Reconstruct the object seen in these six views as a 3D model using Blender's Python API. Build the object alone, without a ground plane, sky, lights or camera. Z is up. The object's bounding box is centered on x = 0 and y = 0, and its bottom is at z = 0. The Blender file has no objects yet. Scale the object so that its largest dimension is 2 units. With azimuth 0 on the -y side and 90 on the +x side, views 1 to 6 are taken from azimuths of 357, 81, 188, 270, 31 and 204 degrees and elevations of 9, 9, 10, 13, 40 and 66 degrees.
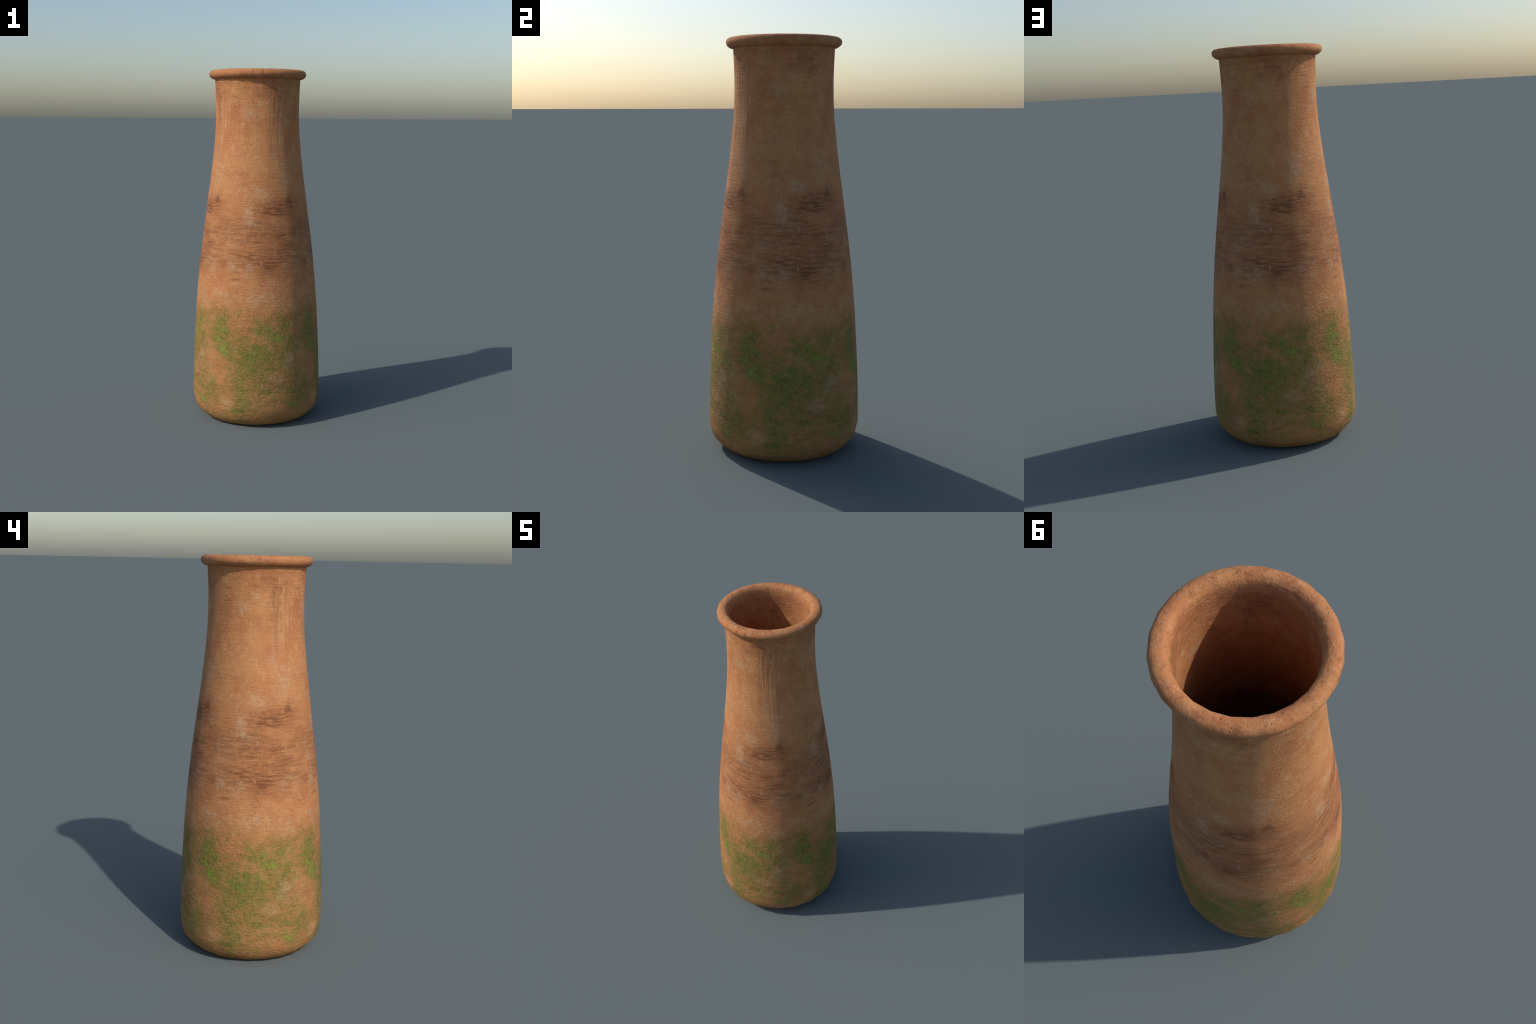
"""Tall terracotta vase: a 24-sided turned pot with a rolled rim, stained by
water at mid height and overgrown with moss low down."""
import bpy, bmesh, math
from mathutils import Vector

SIDES = 24

# ------------------------------------------------------------------ profile
# (radius, height, part that owns the band of faces ABOVE/after this ring)
PROFILE = [
    # underside and rounded foot
    (0.2775, 0.000, "base"), (0.3155, 0.0137, "base"), (0.3605, 0.0615, "base"),
    # belly and long tapering shoulder
    (0.3740, 0.1204, "body"), (0.3742, 0.185, "body"), (0.3725, 0.275, "body"),
    (0.3690, 0.375, "body"), (0.3640, 0.480, "body"), (0.3585, 0.580, "body"),
    (0.3512, 0.695, "body"), (0.3415, 0.810, "body"), (0.3300, 0.925, "body"),
    (0.3165, 1.040, "body"), (0.3015, 1.150, "body"), (0.2855, 1.270, "body"),
    (0.2690, 1.388, "body"), (0.2550, 1.505, "body"),
    # neck
    (0.2422, 1.630, "neck"), (0.2384, 1.715, "neck"), (0.2376, 1.800, "neck"),
    (0.2395, 1.875, "neck"), (0.2425, 1.9430, "neck"),
    # rolled rim
    (0.2428, 1.9478, "rim"), (0.2480, 1.9485, "rim"), (0.2605, 1.9530, "rim"), (0.2735, 1.9640, "rim"),
    (0.2770, 1.9760, "rim"), (0.2740, 1.9880, "rim"), (0.2640, 1.9970, "rim"),
    (0.2490, 2.0000, "rim"), (0.2345, 1.9985, "rim"), (0.2210, 1.9875, "rim"),
    # inside wall, down to the inner floor
    (0.2170, 1.9730, "interior"), (0.2158, 1.955, "interior"), (0.2152, 1.920, "interior"),
    (0.2142, 1.860, "interior"), (0.2135, 1.780, "interior"),
    (0.2180, 1.640, "interior"), (0.2300, 1.500, "interior"),
    (0.2540, 1.270, "interior"), (0.2840, 1.040, "interior"),
    (0.3080, 0.800, "interior"), (0.3260, 0.560, "interior"),
    (0.3380, 0.300, "interior"), (0.3370, 0.160, "interior"),
    (0.3150, 0.080, "interior"), (0.2600, 0.050, "interior"),
]


# ------------------------------------------------------------- node helpers
class Nodes:
    """Tiny wrapper that makes shader maths readable."""

    def __init__(self, tree):
        self.t = tree

    def new(self, kind, **props):
        n = self.t.nodes.new(kind)
        for k, v in props.items():
            setattr(n, k, v)
        return n

    def put(self, socket, value):
        if hasattr(value, "is_output"):
            self.t.links.new(value, socket)
        else:
            socket.default_value = value

    def math(self, op, a, b=0.0, c=0.0, clamp=False):
        n = self.new("ShaderNodeMath", operation=op, use_clamp=clamp)
        for s, v in zip(n.inputs, (a, b, c)):
            self.put(s, v)
        return n.outputs[0]

    def add(self, a, b): return self.math("ADD", a, b)
    def sub(self, a, b): return self.math("SUBTRACT", a, b)
    def mul(self, a, b): return self.math("MULTIPLY", a, b)
    def clamp(self, a): return self.math("ADD", a, 0.0, clamp=True)

    def step(self, v, lo, hi, to_lo=0.0, to_hi=1.0):
        n = self.new("ShaderNodeMapRange", interpolation_type="SMOOTHSTEP")
        self.put(n.inputs["Value"], v)
        n.inputs["From Min"].default_value = lo
        n.inputs["From Max"].default_value = hi
        n.inputs["To Min"].default_value = to_lo
        n.inputs["To Max"].default_value = to_hi
        return n.outputs["Result"]

    def vec(self, x, y, z):
        n = self.new("ShaderNodeCombineXYZ")
        for s, v in zip(n.inputs, (x, y, z)):
            self.put(s, v)
        return n.outputs[0]

    def scale(self, vector, xyz, shift=(0, 0, 0)):
        n = self.new("ShaderNodeMapping")
        self.put(n.inputs["Vector"], vector)
        n.inputs["Scale"].default_value = xyz
        n.inputs["Location"].default_value = shift
        return n.outputs[0]

    def noise(self, vector, scale, detail=3.0, rough=0.55, distort=0.0):
        n = self.new("ShaderNodeTexNoise")
        self.put(n.inputs["Vector"], vector)
        n.inputs["Scale"].default_value = scale
        n.inputs["Detail"].default_value = detail
        n.inputs["Roughness"].default_value = rough
        n.inputs["Distortion"].default_value = distort
        return n.outputs["Fac"]

    def cells(self, vector, scale):
        n = self.new("ShaderNodeTexVoronoi")
        self.put(n.inputs["Vector"], vector)
        n.inputs["Scale"].default_value = scale
        sep = self.new("ShaderNodeSeparateColor")
        self.put(sep.inputs[0], n.outputs["Color"])
        return n.outputs["Distance"], sep.outputs[0]

    def mix(self, fac, a, b):
        n = self.new("ShaderNodeMix", data_type="RGBA")
        self.put(n.inputs[0], fac)
        for s, v in ((n.inputs[6], a), (n.inputs[7], b)):
            self.put(s, v if hasattr(v, "is_output") else (*v, 1.0))
        return n.outputs[2]


def srgb(r, g, b):
    f = lambda c: c / 12.92 if c <= 0.04045 else ((c + 0.055) / 1.055) ** 2.4
    return tuple(f(c / 255) for c in (r, g, b))


def patch_group():
    """Soft elliptical patch at (degrees, height), repeated every quarter turn."""
    g = bpy.data.node_groups.new("soft_patch", "ShaderNodeTree")
    for name in ("Angle", "Height", "At Angle", "At Height", "Wide", "Tall", "Lean", "Amount"):
        g.interface.new_socket(name, in_out="INPUT", socket_type="NodeSocketFloat")
    g.interface.new_socket("Mask", in_out="OUTPUT", socket_type="NodeSocketFloat")
    k = Nodes(g)
    i = k.new("NodeGroupInput").outputs
    o = k.new("NodeGroupOutput")
    dz = k.sub(i["Height"], i["At Height"])
    da = k.sub(k.sub(i["Angle"], i["At Angle"]), k.mul(dz, i["Lean"]))
    da = k.math("WRAP", da, 45.0, -45.0)
    a = k.math("DIVIDE", da, i["Wide"])
    z = k.math("DIVIDE", dz, i["Tall"])
    d2 = k.add(k.mul(a, a), k.mul(z, z))
    k.put(o.inputs[0], k.mul(k.math("EXPONENT", k.mul(d2, -1.0)), i["Amount"]))
    return g


PATCH = patch_group()

# where things sit: (degrees within the quarter turn, height, half width in
# degrees, half height, lean in degrees per metre, amount)
STAINS = [
    (24, 1.235, 13, .035, 0, 1.0), (8, 1.222, 9, .018, 0, .9), (34, 1.275, 7, .045, 0, .9),
    (-3, 1.165, 8, .025, 0, .6), (12, 1.120, 22, .02, 0, .55), (-22, 1.17, 8, .03, 0, .45),
    (30, 1.05, 13, .05, 0, .6), (2, 1.008, 12, .012, 0, .85), (-14, .978, 16, .022, 0, .75),
    (10, .930, 15, .035, 0, 1.0), (7, .885, 10, .025, 0, .7), (-25, .845, 6, .015, 0, .6),
    (1.5, .83, 3, .02, 0, .5), (30, .985, 8, .03, 0, .7), (-37, .94, 8, .04, 0, .45),
    (-10, .563, 4, .014, 0, .55), (-23, 1.44, 14, .04, 0, .22), (20, .255, 9, .018, 0, .5),
    (27, .20, 8, .02, 0, .4), (12, .16, 10, .015, 0, .3),
    (18, 1.245, 30, .05, 0, .55), (-5, 1.11, 80, .09, 0, .52), (8, .955, 60, .08, 0, .60),
    (15, 1.24, 22, .032, 0, .80), (4, .935, 22, .04, 0, .72), (-10, .99, 26, .022, 0, .62),
    (14, 1.205, 16, .010, 0, .9), (-2, 1.145, 12, .012, 0, .9), (22, 1.09, 20, .010, 0, .7),
    (-2, 1.062, 9, .010, 0, .8), (25, 1.015, 12, .014, 0, .7), (-8, .955, 22, .009, 0, .8),
    (-24, 1.89, 9, .024, 0, .34), (-34, 1.858, 7, .014, 0, .36), (0, 1.857, 6, .022, 0, .36),
    (15, 1.888, 14, .03, 0, .50), (22, 1.855, 7, .04, 0, .50), (37, 1.87, 7, .03, 0, .34),
    (-40, 1.925, 40, .014, 0, .35), (15, 1.93, 30, .016, 0, .5),
]
RUNS = [  # vertical water runs on the neck
    (20, 1.80, 2.4, .09, 0, .8), (27, 1.75, 1.8, .12, 0, .7), (14, 1.70, 1.6, .10, 0, .35),
    (37, 1.83, 2.0, .07, 0, .5), (24, 1.60, 4.0, .10, 0, .3), (-36, 1.80, 2.0, .06, 0, .3),
]
CHALK = [
    (1.5, 1.805, 1.6, .010, 90, 2.2), (-15, 1.757, 7, .035, 0, .7), (20, 1.53, 4, .04, 0, .6),
    (31.5, 1.82, 1.6, .07, 0, .9), (30, 1.395, 8, .06, 0, .95), (1, 1.325, 13, .03, 0, .85),
    (-13, 1.225, 4.5, .045, 0, .9), (-11, 1.165, 8, .03, 0, .75), (38, 1.43, 5, .05, 0, .6),
    (-35, .763, 6, .014, 0, 1.0), (-28, .711, 7, .022, 0, .75), (0, .74, 15, .035, 0, .65),
    (28, .70, 9, .05, 0, .45), (-12, .91, 7, .03, 0, .55), (-28, .93, 4, .035, 0, .7),
    (33, .93, 9, .05, 0, .5), (29, .40, 7, .05, 60, 1.0), (14, .30, 9, .03, 0, .8),
    (-31, .15, 7, .025, 0, .8), (-8, .15, 8, .03, 0, .45), (38, .35, 7, .05, 0, .5),
    (-30, 1.06, 8, .05, 0, .35), (-18, 1.52, 7, .03, 0, .35),
]
MOSS = [
    (-36, .575, 10.8, .105, 0, 1.15), (-35, .475, 8.8, .070, -120, 1.15), (-31, .44, 4.7, .042, -150, .8),
    (5, .585, 12.2, .049, -80, .95), (15, .525, 12.2, .056, -80, .95), (24, .60, 12.2, .056, 0, .75),
    (30, .49, 10.8, .063, 0, .65), (40, .63, 9.5, .056, 0, .55),
    (-6, .43, 17.6, .077, 0, 1.0), (-7, .36, 17.6, .070, 0, .9), (-17, .34, 12.2, .049, 0, .7),
    (-18, .26, 10.8, .084, 0, .62), (-15, .19, 8.1, .070, 0, .75), (-17, .12, 8.1, .042, 0, 1.0),
    (7, .22, 9.5, .020, 0, .65), (28, .225, 8.1, .042, 0, .6), (31, .137, 8.1, .031, 0, .75),
    (37, .19, 6.8, .070, 0, .55), (-43, .21, 6.8, .084, 0, .6), (-28, .20, 4.1, .035, 0, .5),
    (0, .27, 12.2, .056, 0, .5), (38, .30, 6.8, .084, 0, .45), (-18, .48, 13.5, .056, 0, .65),
    (12, .42, 13.5, .070, 0, .55), (-20, .66, 13.5, .042, 0, .35),
]
BRIGHT = [(-37, .49, 3.5, .05, -60, 1.0), (-32, .445, 3.5, .025, -150, .9), (5, .59, 6, .014, -100, .9),
          (16, .52, 6, .022, -60, .8), (31, .137, 5, .018, 0, .8), (-37, .58, 5, .03, 0, .5)]
BARE = [(-14, .62, 8, .035, 0, 1.0), (-37, .31, 8, .06, 0, 1.0), (43, .38, 7, .06, 0, .8),
        (-30, .165, 5, .05, 0, .9), (23, .095, 9, .025, 0, .8), (-46, .36, 6, .05, 0, .6)]

TERRACOTTA = srgb(193, 136, 87)
TERRACOTTA_DEEP = srgb(174, 110, 69)
TERRACOTTA_PALE = srgb(206, 158, 112)
TERRACOTTA_DAMP = srgb(154, 97, 63)
STAIN = srgb(110, 66, 43)
CHALKY = srgb(190, 162, 130)
MOSS_DARK = srgb(74, 88, 36)
MOSS_GREEN = srgb(98, 118, 44)
MOSS_LIGHT = srgb(128, 162, 58)


def clay_material(name, stained=True, mossy=True, mottled=0.0, wrapped=True):
    m = bpy.data.materials.new(name)
    m.use_nodes = True
    t = m.node_tree
    t.nodes.clear()
    k = Nodes(t)
    out = k.new("ShaderNodeOutputMaterial")
    bsdf = k.new("ShaderNodeBsdfPrincipled")
    k.put(out.inputs["Surface"], bsdf.outputs[0])

    obj = k.new("ShaderNodeTexCoord").outputs["Object"]
    sep = k.new("ShaderNodeSeparateXYZ")
    k.put(sep.inputs[0], obj)
    x, y, z = sep.outputs
    turn = k.math("ARCTAN2", x, k.mul(y, -1.0))
    deg0 = k.mul(turn, 180 / math.pi)
    four = k.mul(turn, 4.0)
    ring = 0.078
    # position on a small drum: every pattern comes back each quarter turn
    drum = k.vec(k.mul(k.math("COSINE", four), ring), k.mul(k.math("SINE", four), ring), z)
    if not wrapped:
        drum = obj

    # wander the patch outlines
    wob = k.noise(drum, 26, 4, .6)
    wob2 = k.noise(k.scale(drum, (1, 1, 1), (3, 5, 7)), 30, 4, .6)
    deg = k.add(deg0, k.mul(k.sub(wob, .5), 18))
    hgt = k.add(z, k.mul(k.sub(wob2, .5), .06))

    def patches(spots):
        total = None
        for a, h, wide, tall, lean, amount in spots:
            g = k.new("ShaderNodeGroup", node_tree=PATCH)
            k.put(g.inputs["Angle"], deg)
            k.put(g.inputs["Height"], hgt)
            for key, v in (("At Angle", a), ("At Height", h), ("Wide", wide),
                           ("Tall", tall), ("Lean", lean), ("Amount", amount)):
                g.inputs[key].default_value = v
            o = g.outputs[0]
            total = o if total is None else k.math("MAXIMUM", total, o)
        return total

    cloud = k.noise(drum, 9, 3, .5)
    mott = k.noise(drum, 34, 5, .62)
    streak = k.noise(k.scale(drum, (1, 1, 7.0)), 11, 4, .66)
    fine_streak = k.noise(k.scale(drum, (1, 1, 9.0)), 22, 4, .65)
    grain = k.noise(drum, 130, 4, .65)
    # small pits: uneven, elongated, in loose swarms
    bent = k.vec(k.add(k.mul(k.math("COSINE", four), ring), k.mul(grain, .012)),
                 k.add(k.mul(k.math("SINE", four), ring), k.mul(mott, .02)), z) if wrapped else \
        k.scale(obj, (1.0, 1.0, 1.3))
    pit_d, pit_r = k.cells(k.scale(bent, (1, 1, 1.25)), 85)
    swarm = k.step(k.noise(k.scale(drum, (1, 1, 1), (2, 8, 1)), 12, 2, .5), .40, .60)
    pits = k.mul(k.mul(k.step(pit_d, .34, .08), k.step(pit_r, .62, .95)), swarm)

    # ---- clay
    col = k.mix(k.step(cloud, .30, .72, 0.0, .8), TERRACOTTA, TERRACOTTA_DEEP)
    col = k.mix(k.mul(k.step(mott, .50, .72), .55), col, TERRACOTTA_PALE)
    col = k.mix(k.mul(k.step(fine_streak, .5, .72), .40), col, TERRACOTTA_DEEP)
    col = k.mix(k.mul(k.step(grain, .35, .7), .25), col, TERRACOTTA_DEEP)
    if mottled:
        col = k.mix(mottled * .50, col, srgb(158, 98, 64))
        m1 = k.noise(obj, 30, 5, .72)
        m2 = k.noise(k.scale(obj, (1, 1, 1), (9, 2, 4)), 27, 5, .72)
        col = k.mix(k.mul(k.step(m1, .48, .66), mottled), col, srgb(122, 74, 50))
        col = k.mix(k.mul(k.step(m2, .53, .70), mottled * .8), col, srgb(204, 154, 118))
    speck = k.mul(pits, .36 if wrapped else .15)
    col = k.mix(speck, col, STAIN)

    # ---- water stains and chalky bloom
    if stained:
        damp = patches([(12, 1.06, 70, .25, 0, 1.0), (0, .33, 90, .28, 0, .55)])
        col = k.mix(k.mul(k.mul(damp, k.step(streak, .36, .60, .5, 1.0)), .52), col, TERRACOTTA_DAMP)
        s = k.mul(patches(STAINS), 1.45)
        s = k.mul(s, k.step(k.add(k.mul(streak, .65), k.mul(fine_streak, .35)), .40, .60, .22, 1.0))
        weather = k.step(k.math("COSINE", k.sub(turn, math.radians(-15))), .30, .72) if mossy else 0.0  # none inside
        runs = k.mul(patches(RUNS), k.add(.12, k.mul(weather, .88)))
        col = k.mix(k.mul(k.clamp(s), .80), col, STAIN)
        col = k.mix(k.mul(k.mul(runs, k.step(mott, .38, .56, .5, 1.0)), .62), col, STAIN)
        drips = k.noise(k.scale(drum, (1, 1, .06), (6, 1, 2)), 60, 3, .6)
        neck = k.mul(weather, patches([(20, 1.70, 28, .20, 0, 1.0), (-25, 1.75, 30, .16, 0, .5)]))
        col = k.mix(k.mul(k.mul(k.step(drips, .50, .66), neck), .34), col, STAIN)
        col = k.mix(k.mul(k.mul(k.step(drips, .46, .34), neck), .28), col, CHALKY)
        c = k.mul(patches(CHALK), k.step(k.add(k.mul(mott, .55), k.mul(grain, .45)), .40, .60))
        col = k.mix(k.mul(k.clamp(c), .66), col, CHALKY)
        # scattered dabs of both
        flecks = k.noise(k.scale(drum, (1, 1, .8), (4, 4, 4)), 62, 3, .6)
        where = k.add(.25, patches([(0, 1.05, 90, .33, 0, .75)]))
        col = k.mix(k.mul(k.mul(k.step(flecks, .60, .74), where), .55), col, CHALKY)
        extra = k.mul(k.step(streak, .60, .74), .22)
        col = k.mix(extra, col, STAIN)

    # ---- moss
    if mossy:
        moss_grain = k.noise(k.scale(drum, (1, 1, 1.4)), 88, 5, .7)
        tuft = k.noise(k.scale(drum, (1, 1, 1.2)), 32, 4, .65)
        bare = k.sub(1.0, k.mul(patches(BARE), .85))
        area = k.mul(k.clamp(patches(MOSS)), bare)
        band = k.mul(k.step(hgt, .84, .42), bare)
        haze = k.add(k.mul(band, .27), k.mul(area, .46))
        haze = k.mul(haze, k.step(tuft, .30, .62, .45, 1.0))
        col = k.mix(haze, col, srgb(116, 106, 48))
        speckle = k.add(k.add(k.mul(area, .22), k.mul(band, .11)),
                        k.add(k.mul(k.sub(moss_grain, .5), 1.3), k.mul(k.sub(tuft, .5), .55)))
        cover = k.mul(k.step(speckle, -.02, .50), .84)
        green = k.mix(k.step(k.noise(drum, 60, 3, .6), .36, .60), MOSS_DARK, MOSS_GREEN)
        green = k.mix(k.mul(k.clamp(patches(BRIGHT)), k.step(tuft, .36, .62)), green, MOSS_LIGHT)
        col = k.mix(k.mul(cover, k.step(hgt, .84, .60)), col, green)

    k.put(bsdf.inputs["Base Color"], col)
    bsdf.inputs["Roughness"].default_value = 0.82
    bsdf.inputs["Specular IOR Level"].default_value = 0.25

    # ---- relief: sandy grain, pits, throwing rings, water-worn runs, tufts
    h = k.add(k.mul(grain, .55), k.mul(mott, .5))
    h = k.sub(h, k.mul(pits, .9))
    if not wrapped:  # the rolled rim is lumpier
        h = k.add(h, k.mul(k.noise(obj, 62, 3, .6), .4))
    rings = k.noise(k.scale(drum, (1, 1, 14.0)), 10, 3, .6)
    h = k.add(h, k.mul(rings, .55))
    if stained:
        worn = patches([(22, 1.68, 13, .21, 0, 1.0)])
        flutes = k.noise(k.scale(drum, (1, 1, .05)), 70, 3, .6)
        h = k.add(h, k.mul(k.mul(k.sub(flutes, .5), k.mul(worn, weather)), 2.0))
    if mossy:
        low = k.step(z, .95, .60)
        rough = k.noise(k.scale(drum, (1, 1, 1.25)), 62, 4, .65)
        h = k.add(h, k.mul(k.mul(rough, low), 1.5))
    bump = k.new("ShaderNodeBump")
    bump.inputs["Strength"].default_value = 0.75
    bump.inputs["Distance"].default_value = 0.006
    k.put(bump.inputs["Height"], h)
    k.put(bsdf.inputs["Normal"], bump.outputs[0])
    return m


# ------------------------------------------------------------------- build
def turned_mesh():
    """One lathe-turned closed surface; every face remembers its part."""
    verts, faces, owner = [], [], []
    for r, z, _ in PROFILE:
        for s in range(SIDES):
            a = 2 * math.pi * s / SIDES
            verts.append(Vector((r * math.sin(a), -r * math.cos(a), z)))
    for i in range(len(PROFILE) - 1):
        for s in range(SIDES):
            n = (s + 1) % SIDES
            faces.append((i * SIDES + s, i * SIDES + n, (i + 1) * SIDES + n, (i + 1) * SIDES + s))
            owner.append(PROFILE[i][2])
    for ring, part, flip in ((0, "base", True), (len(PROFILE) - 1, "interior", False)):
        c = len(verts)
        verts.append(Vector((0, 0, PROFILE[ring][1])))
        for s in range(SIDES):
            a, b = ring * SIDES + s, ring * SIDES + (s + 1) % SIDES
            faces.append((b, a, c) if flip else (a, b, c))
            owner.append(part)
    return verts, faces, owner


def build():
    verts, faces, owner = turned_mesh()
    whole = bpy.data.meshes.new("whole")
    whole.from_pydata([tuple(v) for v in verts], [], faces)
    whole.polygons.foreach_set("use_smooth", [True] * len(faces))
    whole.update()
    normals = [tuple(v.normal) for v in whole.vertices]

    clay = clay_material("weathered_terracotta")
    mats = {"base": clay, "body": clay, "neck": clay,
            "rim": clay_material("rim_terracotta", False, False, .50, False),
            "interior": clay_material("inner_terracotta", True, False, .25)}

    root = bpy.data.objects.new("terracotta_vase", None)
    bpy.context.scene.collection.objects.link(root)
    root.empty_display_size = 0.2
    root["label"] = "tall weathered terracotta vase with rolled rim and green moss"
    root["category"] = "vase"

    for part in ("base", "body", "neck", "rim", "interior"):
        mine = [f for f, o in zip(faces, owner) if o == part]
        used = sorted({i for f in mine for i in f})
        index = {v: n for n, v in enumerate(used)}
        me = bpy.data.meshes.new(part)
        me.from_pydata([tuple(verts[v]) for v in used], [], [tuple(index[i] for i in f) for f in mine])
        me.polygons.foreach_set("use_smooth", [True] * len(mine))
        me.update()
        me.normals_split_custom_set_from_vertices([normals[v] for v in used])
        me.materials.append(mats[part])
        ob = bpy.data.objects.new(part, me)
        bpy.context.scene.collection.objects.link(ob)
        ob.parent = root
    bpy.data.meshes.remove(whole)


build()
